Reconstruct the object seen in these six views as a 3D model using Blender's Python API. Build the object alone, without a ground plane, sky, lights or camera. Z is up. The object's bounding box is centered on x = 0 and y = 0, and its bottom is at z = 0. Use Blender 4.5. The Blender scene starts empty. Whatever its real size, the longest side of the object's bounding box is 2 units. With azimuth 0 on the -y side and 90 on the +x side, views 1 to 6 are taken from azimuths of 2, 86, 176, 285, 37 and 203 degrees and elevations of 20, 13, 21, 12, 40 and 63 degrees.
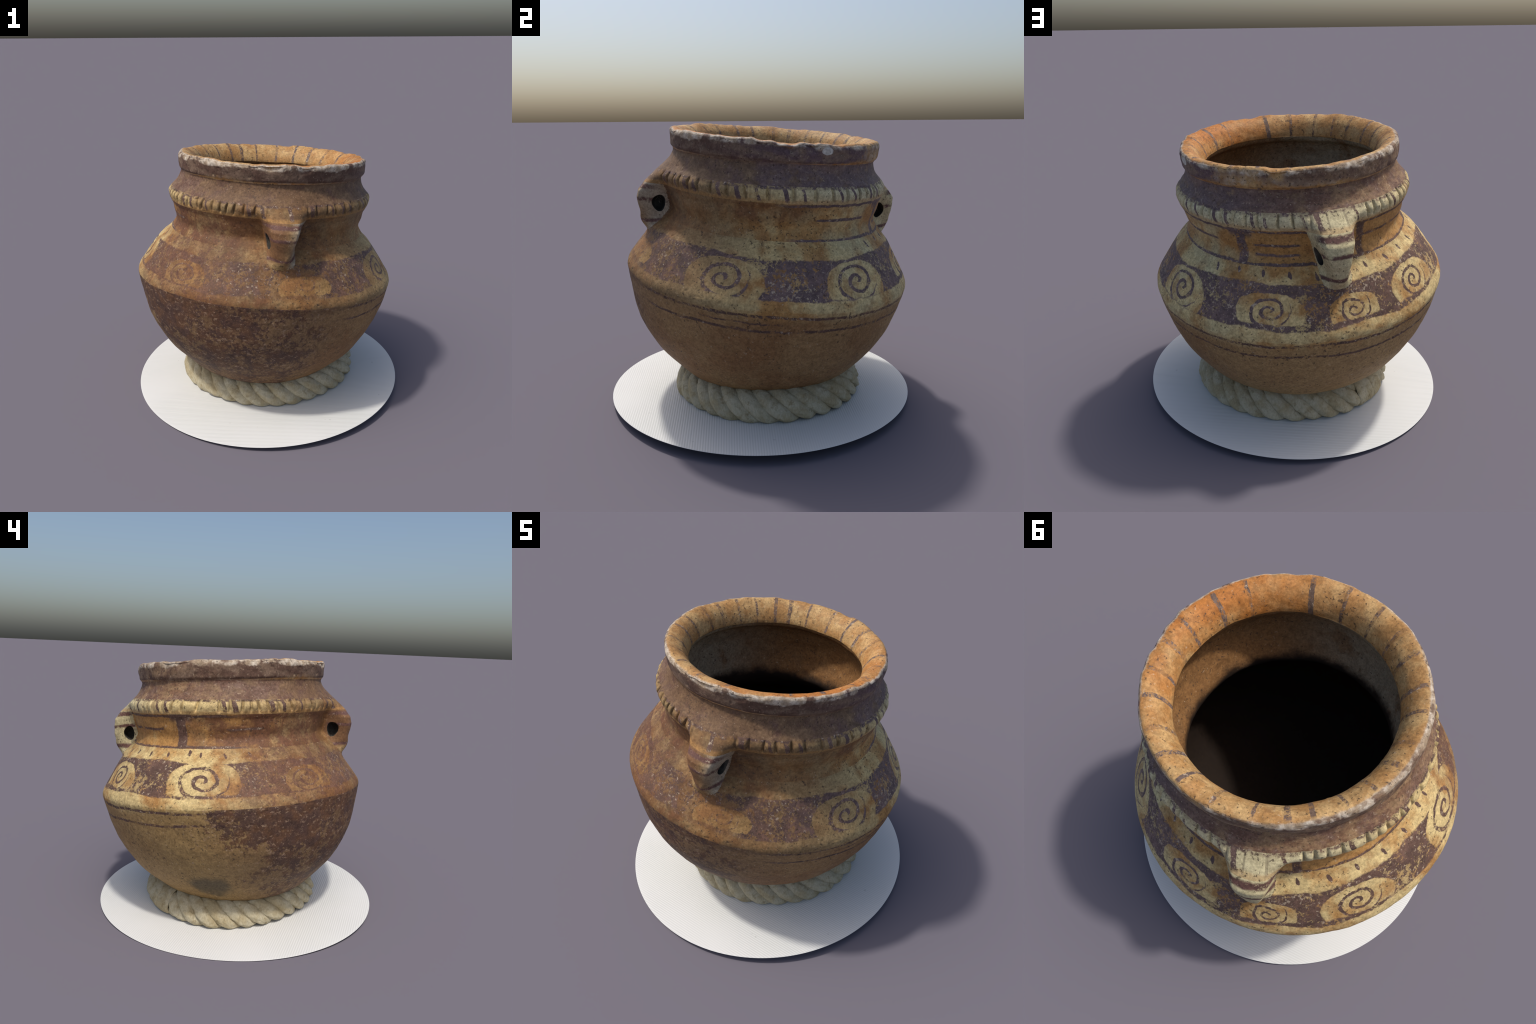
# Painted two-handled clay pot standing on a rope ring on a thin round white board.
import bpy, bmesh, math
import numpy as np

RNG = np.random.default_rng(7)

# ----------------------------------------------------------------------------
# Frame of the pot: it leans a little.  A point is addressed by azimuth theta,
# radius r and level h; level surfaces are tilted and the axis drifts sideways.
# ----------------------------------------------------------------------------
TILT_X, TILT_XH = -0.0446, 0.003
TILT_Y, TILT_YH = -0.0943, 0.0454
AX = (-0.0311, 0.0538, 0.0214)
AY = (0.0452, 0.1114, -0.0524)
OVAL = (0.0091, 0.0010, -0.0018, -0.0016)


def place(theta, r, h):
    b = h - 0.8
    cx = AX[0] + AX[1] * b + AX[2] * b * b
    cy = AY[0] + AY[1] * b + AY[2] * b * b
    cy = cy - 0.010 * np.exp(-((h - 1.50) / 0.12) ** 2)
    oval = 1 + (OVAL[0] + OVAL[1] * b) * np.cos(2 * theta) + (OVAL[2] + OVAL[3] * b) * np.sin(2 * theta)
    x = cx + r * oval * np.cos(theta)
    y = cy + r * oval * np.sin(theta)
    z = (h + (TILT_X - 0.8 * TILT_XH) * x + (TILT_Y - 0.8 * TILT_YH) * y) / (1 - TILT_XH * x - TILT_YH * y)
    return np.stack([x, y, z], -1)


def board_height(x, y):
    return 0.0322 + 0.0314 * x + 0.0024 * y


# ----------------------------------------------------------------------------
# small numeric helpers
# ----------------------------------------------------------------------------
def smooth(a, b, x):
    t = np.clip((x - a) / (b - a), 0, 1)
    return t * t * (3 - 2 * t)


def _hash(i, j, k, seed):
    n = (i * 374761393 + j * 668265263 + k * 2147483647 + seed * 974634777) & 0xFFFFFFFF
    n = ((n ^ (n >> 13)) * 1274126177) & 0xFFFFFFFF
    n = n ^ (n >> 16)
    return (n & 0xFFFFFF) / float(0xFFFFFF) * 2 - 1


def noise3(p, seed=0):
    p = np.asarray(p)
    i = np.floor(p).astype(np.int64)
    f = p - i
    f = f * f * f * (f * (f * 6 - 15) + 10)
    out = 0
    for dx in (0, 1):
        for dy in (0, 1):
            for dz in (0, 1):
                w = (f[..., 0] if dx else 1 - f[..., 0]) * (f[..., 1] if dy else 1 - f[..., 1]) * (f[..., 2] if dz else 1 - f[..., 2])
                out = out + w * _hash(i[..., 0] + dx, i[..., 1] + dy, i[..., 2] + dz, seed)
    return out


def fbm(p, octaves, seed=0):
    s, a = 0, 1.0
    for o in range(octaves):
        s = s + a * noise3(p * 2.0 ** o + 17.3 * o, seed + o)
        a *= 0.5
    return s


def curve_through(points, steps):
    """Catmull-Rom curve through control points; steps = samples per segment."""
    p = np.array(points, float)
    q = np.vstack([2 * p[0] - p[1], p, 2 * p[-1] - p[-2]])
    out = []
    for i in range(len(p) - 1):
        n = steps[min(i, len(steps) - 1)] if hasattr(steps, "__len__") else steps
        t = np.linspace(0, 1, n, endpoint=False)[:, None]
        a, b, c, d = q[i], q[i + 1], q[i + 2], q[i + 3]
        out.append(0.5 * (2 * b + (c - a) * t + (2 * a - 5 * b + 4 * c - d) * t ** 2 + (3 * b - a - 3 * c + d) * t ** 3))
    out.append(p[-1:])
    return np.vstack(out)


def new_mesh(name, verts, faces, smooth_shade=True):
    me = bpy.data.meshes.new(name)
    me.from_pydata(verts.tolist() if hasattr(verts, "tolist") else verts, [], faces.tolist() if hasattr(faces, "tolist") else faces)
    if smooth_shade:
        me.polygons.foreach_set("use_smooth", np.ones(len(me.polygons), bool))
    me.update()
    return me


def add_object(name, data, parent=None):
    ob = bpy.data.objects.new(name, data)
    bpy.context.scene.collection.objects.link(ob)
    if parent is not None:
        ob.parent = parent
        ob.matrix_parent_inverse = parent.matrix_world.inverted()
    return ob


# ----------------------------------------------------------------------------
# POT geometry
# ----------------------------------------------------------------------------
OUTSIDE = [  # radius, level: from the underside up to the lip
    (0.006, 0.078), (0.14, 0.080), (0.28, 0.087), (0.38, 0.104), (0.470, 0.135), (0.554, 0.200), (0.632, 0.270),
    (0.703, 0.340), (0.760, 0.420), (0.808, 0.500), (0.845, 0.580), (0.871, 0.660), (0.891, 0.730), (0.905, 0.785),
    (0.915, 0.830), (0.921, 0.862), (0.913, 0.895), (0.888, 0.935), (0.845, 1.000), (0.797, 1.070), (0.758, 1.120),
    (0.714, 1.160), (0.681, 1.200), (0.656, 1.250), (0.660, 1.310), (0.675, 1.360), (0.696, 1.392), (0.711, 1.422),
    (0.717, 1.455), (0.701, 1.485), (0.670, 1.520), (0.650, 1.555), (0.638, 1.592), (0.641, 1.610), (0.653, 1.628),
    (0.658, 1.665), (0.661, 1.700), (0.657, 1.716)]
LIP = [(0.657, 1.716), (0.647, 1.725), (0.625, 1.727), (0.592, 1.716), (0.560, 1.690), (0.537, 1.655), (0.524, 1.622), (0.521, 1.598)]
INSIDE = [(0.521, 1.598), (0.533, 1.572), (0.565, 1.545), (0.590, 1.500), (0.602, 1.440), (0.594, 1.360), (0.568, 1.285), (0.543, 1.225),
          (0.545, 1.180), (0.605, 1.105), (0.700, 1.010), (0.775, 0.900), (0.808, 0.760), (0.765, 0.570), (0.670, 0.415),
          (0.510, 0.285), (0.320, 0.200), (0.006, 0.170)]

# tool cuts on the raised band, in degrees of azimuth
NOTCHES = [-40, -32.5, -24.7, -16.5, -6.7, 4.2, 14.2, 23, 31, 39.7, 45.2, 52, 58.6, 64.3, 69.8, 79.1, 85.6, 93, 100, 108,
           120.7, 124.7, 129.3, 134.9, 144.5, 149, 153.1, 160.1, 166, 172.2, 180, -168.8, -163.4, -157.5, -153.2, -149.5,
           -144.6, -138.8, -131, -127.5, -120.8, -116, -112.2, -107.9, -102.5, -96.8, -90, -70, -64.5, -58, -52.6, -46]

HANDLES = [  # azimuth, outline (radius, level) of the strap seen from the side, half width by level, drilled hole
    dict(azimuth=-82.2, outline=[(1.02, .820), (1.06, .799), (1.09, .797), (1.115, .806), (1.14, .820), (1.18, .839), (1.24, .856), (1.30, .867),
                                 (1.345, .860), (1.40, .818), (1.46, .753), (1.51, .700), (1.56, .660), (1.60, .636)],
         hole=(0.735, 1.268), crest=0.035, round=0.13),
    dict(azimuth=102.2, outline=[(1.02, .820), (1.06, .795), (1.09, .792), (1.115, .801), (1.14, .814), (1.18, .836), (1.24, .853), (1.30, .856),
                                 (1.345, .848), (1.40, .805), (1.46, .738), (1.51, .685), (1.56, .652), (1.60, .632)],
         hole=(0.728, 1.255), crest=0.0, round=0.16),
]
HALF_WIDTH = [(1.00, .046), (1.10, .052), (1.16, .068), (1.22, .083), (1.28, .097), (1.34, .112), (1.38, .128), (1.42, .146), (1.46, .165), (1.60, .150)]

COLUMNS = 1440
REGIONS = ["bowl", "shoulder", "neck", "notched_band", "rim", "inner_wall", "handle", "handle_back", "hollow", "hollow_back"]

outer = curve_through(OUTSIDE, [5, 5, 5, 6] + [11] * 9 + [8] * 5 + [10] * 4 + [9] * 14)
lip = curve_through(LIP, [5, 7, 9, 9, 9, 9, 8])
inner = curve_through(INSIDE, 6)
profile = np.vstack([outer[:-1], lip[:-1], inner])
n_out, n_lip = len(outer) - 1, len(lip) - 1
rows = len(profile)
theta = np.linspace(-math.pi, math.pi, COLUMNS, endpoint=False)
T, R = np.meshgrid(theta, profile[:, 0])
H = np.repeat(profile[:, 1][:, None], COLUMNS, 1)
row = np.arange(rows)[:, None] + 0 * T
on_outside = row < n_out
on_lip = (row >= n_out) & (row < n_out + n_lip)
P0 = place(T, R, H)

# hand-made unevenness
uneven = 0.0035 * fbm(P0 * 3.2, 3, 1) + 0.0016 * fbm(P0 * 14.0, 3, 5)
uneven *= smooth(0.02, 0.2, R)
# sharper pits and scuffs
pit = np.clip(noise3(P0 * 46.0, 21) - 0.62, 0, 1) * 0.010 + np.clip(noise3(P0 * 90.0, 22) - 0.6, 0, 1) * 0.004
R = R + uneven - np.where(on_outside, pit, 0.4 * pit)
# fillet-like swelling of the shoulder seam: it wanders up and down a little
H = H + 0.006 * noise3(np.stack([np.cos(T) * 2.2, np.sin(T) * 2.2, 0 * T + 3], -1), 31) * smooth(0.6, 0.85, H) * smooth(1.1, 0.9, H)

def patch(deg, half, level, spread):
    d = (T - math.radians(deg) + math.pi) % (2 * math.pi) - math.pi
    return np.exp(-(d / math.radians(half)) ** 2 - ((H - level) / spread) ** 2) * on_outside


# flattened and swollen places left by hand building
R = R - 0.013 * patch(-118, 30, 0.72, 0.26) - 0.009 * patch(150, 20, 0.52, 0.14) + 0.009 * patch(178, 24, 1.00, 0.17) + 0.008 * patch(-32, 38, 1.27, 0.10)
R = R - 0.010 * patch(45, 40, 0.92, 0.20) - 0.007 * patch(-128, 25, 0.95, 0.15) + 0.008 * patch(-15, 22, 0.76, 0.14) - 0.011 * patch(35, 75, 1.52, 0.08) + 0.014 * patch(-100, 40, 1.17, 0.07) + 0.012 * patch(-125, 26, 1.22, 0.07)
R = R + 0.013 * np.exp(-((H - 1.325) / 0.055) ** 2) * on_outside

# raised band: pressed segments between the tool cuts
band = np.exp(-((H - 1.452) / 0.034) ** 4) * on_outside
cut = np.zeros_like(T)
bulge = np.zeros_like(theta)
order = sorted(NOTCHES)
for i, deg in enumerate(order):
    a = math.radians(deg)
    depth = 0.013 + 0.007 * RNG.random()
    width = 0.0085 + 0.004 * RNG.random()
    slant = RNG.normal(0, 0.20)
    d = (T - a - slant * (H - 1.45) + math.pi) % (2 * math.pi) - math.pi
    cut = np.maximum(cut, depth * np.exp(-(d / width) ** 2))
    nxt = math.radians(order[(i + 1) % len(order)]) + (2 * math.pi if i == len(order) - 1 else 0)
    inside_seg = ((theta - a) % (2 * math.pi)) < (nxt - a)
    s = (((theta - a) % (2 * math.pi)) / (nxt - a))
    bulge = np.where(inside_seg, np.sin(np.clip(s, 0, 1) * math.pi) * 0.004 + RNG.normal(0, 0.0015), bulge)
R = R + band * (bulge[None, :] - 0.002 - cut)

# chipped lip: mostly worn smooth, with some larger bites out of the edge
along = np.stack([np.cos(T) * 4.5, np.sin(T) * 4.5, 0 * T], -1)
edge = smooth(1.655, 1.715, H) * (on_outside | on_lip) * smooth(0.57, 0.64, R)
bite = np.clip(fbm(along * 1.3, 2, 41) - 0.25, 0, 1.0)
R = R - edge * 0.020 * bite * on_outside
H = H + edge * (0.004 - 0.016 * bite + 0.007 * noise3(along, 44) + 0.003 * noise3(along * 4.1, 47))
R = R - np.where(on_outside, smooth(1.60, 1.64, H), 0) * 0.0035 * fbm(np.stack([np.cos(T) * 5, np.sin(T) * 5, H * 16], -1), 2, 51)
lean = np.exp(-(((T - 0.6 + math.pi) % (2 * math.pi) - math.pi) / 0.85) ** 2) * (on_outside | on_lip) * smooth(1.60, 1.69, H) * smooth(0.56, 0.64, R)
R = R - 0.009 * lean
H = H - 0.009 * lean
# the mouth is not level with the band: higher at the front
H = H - 0.015 * np.sin(T) * np.where(row < n_out + n_lip + 20, smooth(1.50, 1.70, H), 0)
# rough scraped inside
R = R + np.where(row >= n_out + n_lip, 0.006 * fbm(P0 * np.array([5, 5, 9]), 3, 61), 0) * smooth(0.02, 0.3, R)

deep = row >= n_out + n_lip
R = R + np.where(deep, -0.060 * np.clip(-np.cos(T), 0, 1) * smooth(1.21, 1.08, H) * smooth(0.50, 0.80, H), 0)
R = R + np.where(deep, 0.018 * np.exp(-((T + 1.05) / 0.7) ** 2 - ((H - 1.36) / 0.14) ** 2), 0)

# lugs that become the handles once they are drilled
lug_amount = []
for k, hd in enumerate(HANDLES):
    a = math.radians(hd["azimuth"])
    lv, rad = np.array(hd["outline"]).T
    strap = np.interp(H, lv, rad)
    hw = np.interp(H, *np.array(HALF_WIDTH).T)
    d = (T - a + math.pi) % (2 * math.pi) - math.pi
    s = d * 0.80
    soft = np.interp(H, [1.05, 1.13, 1.20, 1.34, 1.46], [0.085, 0.058, 0.044, 0.044, 0.085])
    side = smooth(0, 1, 0.5 - 0.5 * (np.abs(s) - hw) / soft)
    crown = 1 - (hd["round"] + 0.22 * smooth(1.34, 1.44, H)) * np.clip(np.abs(s - hd["crest"]) / hw, 0, 1.6) ** 2
    lift = np.clip(strap - R, 0, 1) * side * crown * smooth(1.03, 1.12, H) * smooth(1.60, 1.50, H) * on_outside
    lift = lift + 0.018 * np.exp(-(s / 0.13) ** 2 - ((H - 1.13) / 0.055) ** 2) * on_outside      # clay smeared round the foot
    lift = lift + 0.004 * noise3(P0 * 16, 71 + k) * (lift > 0.02) * smooth(0.02, 0.08, lift)
    R = R + lift
    lug_amount.append(lift)

P = place(T, R, H)
verts = P.reshape(-1, 3)
idx = np.arange(rows * COLUMNS).reshape(rows, COLUMNS)
nxt_col = np.roll(idx, -1, 1)
quads = np.stack([idx[:-1], nxt_col[:-1], nxt_col[1:], idx[1:]], -1)
mid_h = 0.25 * (H[:-1] + H[1:] + np.roll(H, -1, 1)[:-1] + np.roll(H, -1, 1)[1:])
base_h = 0.5 * (profile[:-1, 1] + profile[1:, 1])[:, None] + 0 * mid_h
fr = np.arange(rows - 1)[:, None] + 0 * mid_h
reg = np.full(mid_h.shape, 0)
reg[(fr < n_out) & (base_h >= 0.862)] = 1
reg[(fr < n_out) & (base_h >= 1.190)] = 2
reg[(fr < n_out) & (base_h >= 1.402) & (base_h < 1.494)] = 3
reg[(fr < n_out) & (base_h >= 1.608)] = 4
reg[(fr >= n_out) & (fr < n_out + n_lip)] = 4
reg[fr >= n_out + n_lip] = 5
for k in (0, 1):
    reg[(fr < n_out) & (lug_amount[k][:-1] > 0.016) & (base_h < 1.402) & (base_h > 1.05)] = 6 + k
faces = quads.reshape(-1, 4)
cap_a = idx[0][::-1].tolist()
cap_b = idx[-1].tolist()
pot_mesh = new_mesh("pot_whole", verts, faces.tolist() + [cap_a, cap_b])
for r in REGIONS:
    pot_mesh.materials.append(bpy.data.materials.new("tmp_" + r))
pot_mesh.polygons.foreach_set("material_index", np.append(reg.reshape(-1), [0, 5]).astype(np.int32))
pot_whole = add_object("pot_whole", pot_mesh)

# drill the two handle holes: hourglass-shaped borers laid along the tangent
borers = []
for k, hd in enumerate(HANDLES):
    a = math.radians(hd["azimuth"])
    rad, lev = hd["hole"]
    c = place(np.array(a), np.array(rad), np.array(lev))
    tang = np.array([-math.sin(a), math.cos(a), 0.0])
    out = np.array([math.cos(a), math.sin(a), 0.0])
    up = np.array([0, 0, 1.0])
    rings, seg = 14, 40
    for way in (-1, 1):
        bv = []
        for i in range(rings):
            t = 0.008 + 0.23 * i / (rings - 1)
            flare = (0.74 + 0.24 * min(t / 0.13, 1.25) ** 2) * min(1.0, 0.55 + t * 12)
            for j in range(seg):
                w = 2 * math.pi * j / seg
                wob = 1 + 0.06 * math.sin(3 * w + k + 9 * t)
                bv.append(c + tang * (t * way) + out * (0.047 * flare * wob * math.cos(w)) + up * (0.060 * flare * wob * math.sin(w)))
        bf = [[i * seg + j, i * seg + (j + 1) % seg, (i + 1) * seg + (j + 1) % seg, (i + 1) * seg + j] for i in range(rings - 1) for j in range(seg)]
        bf += [list(range(seg))[::-1], [(rings - 1) * seg + j for j in range(seg)]]
        bm_ = new_mesh("borer", np.array(bv), bf)
        for r in REGIONS:
            bm_.materials.append(bpy.data.materials["tmp_" + r])
        bm_.polygons.foreach_set("material_index", np.full(len(bf), 8 + k, np.int32))
        b_ = bmesh.new(); b_.from_mesh(bm_); bmesh.ops.recalc_face_normals(b_, faces=b_.faces); b_.to_mesh(bm_); b_.free()
        borer = add_object("borer", bm_)
        borers.append(borer)
        mod = pot_whole.modifiers.new("drill", "BOOLEAN")
        mod.operation, mod.solver, mod.object = "DIFFERENCE", "MANIFOLD", borer
        if hasattr(mod, "material_mode"):
            mod.material_mode = "INDEX"

b_ = bmesh.new(); b_.from_mesh(pot_mesh); bmesh.ops.recalc_face_normals(b_, faces=b_.faces); b_.to_mesh(pot_mesh); b_.free()
bpy.context.view_layer.update()
solid = bpy.data.meshes.new_from_object(pot_whole.evaluated_get(bpy.context.evaluated_depsgraph_get()))
nv = len(solid.vertices)
co = np.empty(nv * 3); solid.vertices.foreach_get("co", co); co = co.reshape(-1, 3)
nrm = np.empty(nv * 3); solid.vertex_normals.foreach_get("vector", nrm); nrm = nrm.reshape(-1, 3)
npoly = len(solid.polygons)
mi = np.empty(npoly, np.int32); solid.polygons.foreach_get("material_index", mi)
ls = np.empty(npoly, np.int32); solid.polygons.foreach_get("loop_start", ls)
lt = np.empty(npoly, np.int32); solid.polygons.foreach_get("loop_total", lt)
lv_ = np.empty(len(solid.loops), np.int32); solid.loops.foreach_get("vertex_index", lv_)

pot = add_object("clay_pot", None)
pot.location = (-0.06, -0.04, 0.08)
pot["label"] = "painted clay pot with spiral band and two lug handles"
pot["category"] = "clay pot"
bpy.context.view_layer.update()

pot_parts = {}
for r, name in enumerate(REGIONS[:8]):
    own = (mi == r) | ((mi == r + 2) if r >= 6 else False)
    sel = np.nonzero(own)[0]
    starts, counts = ls[sel], lt[sel]
    loops = np.concatenate([lv_[s:s + c] for s, c in zip(starts, counts)]) if len(sel) else np.zeros(0, int)
    used, inv = np.unique(loops, return_inverse=True)
    me = bpy.data.meshes.new(name)
    me.vertices.add(len(used)); me.vertices.foreach_set("co", co[used].ravel())
    me.loops.add(len(loops)); me.loops.foreach_set("vertex_index", inv.astype(np.int32))
    me.polygons.add(len(sel))
    me.polygons.foreach_set("loop_start", np.concatenate([[0], np.cumsum(counts)[:-1]]).astype(np.int32))
    me.polygons.foreach_set("use_smooth", np.ones(len(sel), bool))
    me.polygons.foreach_set("material_index", (mi[sel] != r).astype(np.int32))
    me.update(calc_edges=True)
    me.validate()
    me.normals_split_custom_set_from_vertices(nrm[used].tolist())
    part = add_object("handle" if name == "handle_back" else name, me, pot)
    pot_parts[name] = part
for ob in [pot_whole] + borers:
    me = ob.data
    bpy.data.objects.remove(ob); bpy.data.meshes.remove(me)
bpy.data.meshes.remove(solid)
for r in REGIONS:
    bpy.data.materials.remove(bpy.data.materials["tmp_" + r])

# ----------------------------------------------------------------------------
# ROPE RING: three strands laid around an oval path, ends covered by a wrap
# ----------------------------------------------------------------------------
ROPE_C, ROPE_RX, ROPE_RY = (0.004, 0.048), 0.564, 0.528
STRAND_OFFSET, STRAND_RADIUS, TURNS, STRANDS = 0.053, 0.042, 8, 4


def rope_path(t):
    x = ROPE_C[0] + ROPE_RX * np.cos(t) + 0.006 * np.sin(3 * t + 1)
    y = ROPE_C[1] + ROPE_RY * np.sin(t) + 0.006 * np.sin(2 * t)
    c = np.stack([x, y, board_height(x, y) + 0.090 + 0.003 * np.sin(5 * t)], -1)
    return c


def rope_frame(t):
    e = 1e-3
    tan = rope_path(t + e) - rope_path(t - e)
    tan /= np.linalg.norm(tan, axis=-1, keepdims=True)
    up = np.array([0, 0, 1.0]) + 0 * tan
    out = np.cross(tan, up); out /= np.linalg.norm(out, axis=-1, keepdims=True)
    up = np.cross(out, tan)
    return tan, out, up


def settle(v):
    """the rope slumps: its foot spreads outward, its top leans in under the pot"""
    d = v[..., :2] - np.array(ROPE_C)
    d = d / np.maximum(np.linalg.norm(d, axis=-1, keepdims=True), 1e-6)
    t = (v[..., 2] - board_height(v[..., 0], v[..., 1])) / 0.18
    push = np.interp(t, [0, 0.12, 0.3, 0.5, 1.0], [0.036, 0.027, 0.008, -0.010, -0.036])
    v[..., :2] += d * push[..., None]
    v[..., 2] = np.maximum(v[..., 2], board_height(v[..., 0], v[..., 1]) + 0.0015)
    return v


rope = add_object("rope_ring", None)
rope.location = (ROPE_C[0], ROPE_C[1], 0.04)
rope["label"] = "thick pale twisted rope laid in a closed ring"
rope["category"] = "rope"
bpy.context.view_layer.update()

SLEEVE = (math.radians(128), math.radians(154))
rope_parts = []
NS, NC = 1400, 40
ts = np.linspace(0, 2 * math.pi, NS, endpoint=False)
for k in range(STRANDS):
    wob = 0.12 * noise3(np.stack([np.cos(ts) * 4, np.sin(ts) * 4, 0 * ts + k], -1), 81)
    ang = -TURNS * ts + 2 * math.pi * k / STRANDS + wob
    in_sleeve = smooth(SLEEVE[0] - 0.05, SLEEVE[0] + 0.03, ts) * smooth(SLEEVE[1] + 0.05, SLEEVE[1] - 0.01, ts)
    fat = (1 + 0.06 * noise3(np.stack([np.cos(ts) * 7, np.sin(ts) * 7, 0 * ts + 3 * k], -1), 83)) * (1 - 0.30 * in_sleeve)
    tan, out, up = rope_frame(ts)
    c = rope_path(ts)

    def centre(tt, aa):
        _, o, u = rope_frame(tt)
        return rope_path(tt) + STRAND_OFFSET * (np.cos(aa)[:, None] * o + np.sin(aa)[:, None] * u)
    c = centre(ts, ang)
    stan = np.roll(c, -1, 0) - np.roll(c, 1, 0)
    stan /= np.linalg.norm(stan, axis=-1, keepdims=True)
    e1 = np.cos(ang)[:, None] * out + np.sin(ang)[:, None] * up
    e1 -= (e1 * stan).sum(-1, keepdims=True) * stan
    e1 /= np.linalg.norm(e1, axis=-1, keepdims=True)
    e2 = np.cross(stan, e1)
    ww = np.linspace(0, 2 * math.pi, NC, endpoint=False)
    W, S = np.meshgrid(ww, ts)
    # yarns and fibres run back against the lay of the rope
    yarn = np.cos(7 * W + 80 * S + 1.2 * noise3(np.stack([np.cos(S) * 20, np.sin(S) * 20, W * 2], -1), 85))
    fibre = noise3(np.stack([(W * 9 + 80 * S * 9 / 7), np.cos(S) * 30, np.sin(S) * 30], -1), 87)
    rr = STRAND_RADIUS * fat[:, None] * (1 + 0.030 * yarn + 0.055 * fibre)
    v = c[:, None] + rr[..., None] * (1.0 * np.cos(W)[..., None] * e1[:, None] + 1.04 * np.sin(W)[..., None] * e2[:, None])
    v = settle(v)
    ids = np.arange(NS * NC).reshape(NS, NC)
    f = np.stack([ids, np.roll(ids, -1, 1), np.roll(np.roll(ids, -1, 0), -1, 1), np.roll(ids, -1, 0)], -1).reshape(-1, 4)
    f = f[:, ::-1]
    strand = add_object("rope_strand", new_mesh("rope_strand", v.reshape(-1, 3), f), rope)
    rope_parts.append(strand)

# wrapped end
nt, nc = 110, 96
tt = np.linspace(SLEEVE[0], SLEEVE[1], nt)
tan, out, up = rope_frame(tt)
c = rope_path(tt)
ww = np.linspace(0, 2 * math.pi, nc, endpoint=False)
W, S = np.meshgrid(ww, tt)
u_ = (S - SLEEVE[0]) / (SLEEVE[1] - SLEEVE[0])
ends = np.sqrt(np.clip(1 - np.abs(2 * u_ - 1) ** 14, 0, 1))
rr = 0.092 * (0.88 + 0.12 * ends) * (1 + 0.03 * noise3(np.stack([W * 1.0, S * 9, 0 * S], -1), 91) + 0.02 * np.cos(2 * W + 1.1))
rr *= 1 - 0.05 * np.exp(-((W - 0.35 - 0.4 * np.sin(S * 25) * 0.3) / 0.05) ** 2) - 0.05 * np.exp(-((u_ - 0.52) / 0.02) ** 2) * smooth(-1.2, 1.0, np.cos(W))
v = c[:, None] + rr[..., None] * (np.cos(W)[..., None] * out[:, None] + np.sin(W)[..., None] * up[:, None])
v = settle(v)
ids = np.arange(nt * nc).reshape(nt, nc)
f = np.stack([ids[:-1], ids[1:], np.roll(ids, -1, 1)[1:], np.roll(ids, -1, 1)[:-1]], -1).reshape(-1, 4)[:, ::-1]
rope_wrap = add_object("rope_wrap", new_mesh("rope_wrap", v.reshape(-1, 3), f.tolist() + [ids[0].tolist(), ids[-1].tolist()[::-1]]), rope)
sol = rope_wrap.data

# stray fibres sticking out of the rope
fv, ff = [], []
for i in range(150):
    t0 = RNG.uniform(0, 2 * math.pi); a0 = RNG.uniform(-1.0, 1.3)
    _, o, u = rope_frame(np.array([t0])); o, u = o[0], u[0]
    tn = np.cross(u, o)
    p = rope_path(np.array([t0]))[0] + 0.086 * (math.cos(a0) * o + math.sin(a0) * u)
    d = math.cos(a0) * o + math.sin(a0) * u + RNG.normal(0, 0.9) * tn
    d /= np.linalg.norm(d)
    side = np.cross(d, u); side /= np.linalg.norm(side)
    L = RNG.uniform(0.012, 0.034)
    base = len(fv)
    for j in range(4):
        s = j / 3
        q = p + d * L * s + u * (-0.012 * s * s)
        q[2] = max(q[2], board_height(q[0], q[1]) + 0.002)
        wdt = 0.0009 * (1 - 0.7 * s)
        fv += [q + side * wdt, q - side * wdt, q + u * wdt * 1.6]
    for j in range(3):
        for m in range(3):
            a_, b2 = base + 3 * j + m, base + 3 * j + (m + 1) % 3
            ff.append([a_, b2, b2 + 3, a_ + 3])
loose = add_object("loose_fibres", new_mesh("loose_fibres", np.array(fv), ff), rope)
loose["kind"] = "stuff"

# ----------------------------------------------------------------------------
# BOARD: a thin flat round sheet
# ----------------------------------------------------------------------------
radii = np.concatenate([np.linspace(0.02, 0.98, 40), [0.992, 0.9975, 0.9996]])
na = 256
av = np.linspace(0, 2 * math.pi, na, endpoint=False)
A, Rr = np.meshgrid(av, radii)
Rr = Rr * (1 + 0.0016 * np.sin(3 * A + 1) * smooth(0.5, 1, Rr))
X, Y = Rr * np.cos(A), Rr * np.sin(A)
Zt = board_height(X, Y) - 0.0008 * smooth(0.993, 1.0, Rr)
Zb = Zt - 0.0016
Zb = np.maximum(Zb, 0.0)
Zt = np.maximum(Zt, Zb + 0.0008)
top = np.stack([X, Y, Zt], -1).reshape(-1, 3)
bot = np.stack([X, Y, Zb], -1).reshape(-1, 3)
nr = len(radii)
ids = np.arange(nr * na).reshape(nr, na)
ft = np.stack([ids[:-1], ids[1:], np.roll(ids, -1, 1)[1:], np.roll(ids, -1, 1)[:-1]], -1).reshape(-1, 4)
off = nr * na
bf = (ft + off)[:, ::-1]
rimf = np.stack([ids[-1], ids[-1] + off, np.roll(ids[-1], -1) + off, np.roll(ids[-1], -1)], -1)
allf = ft.tolist() + bf.tolist() + rimf.tolist() + [ids[0].tolist(), (ids[0] + off).tolist()[::-1]]
board = add_object("round_board", new_mesh("round_board", np.vstack([top, bot]), allf))
board["label"] = "thin round white ribbed card under the pot"
board["category"] = "display board"


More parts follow.
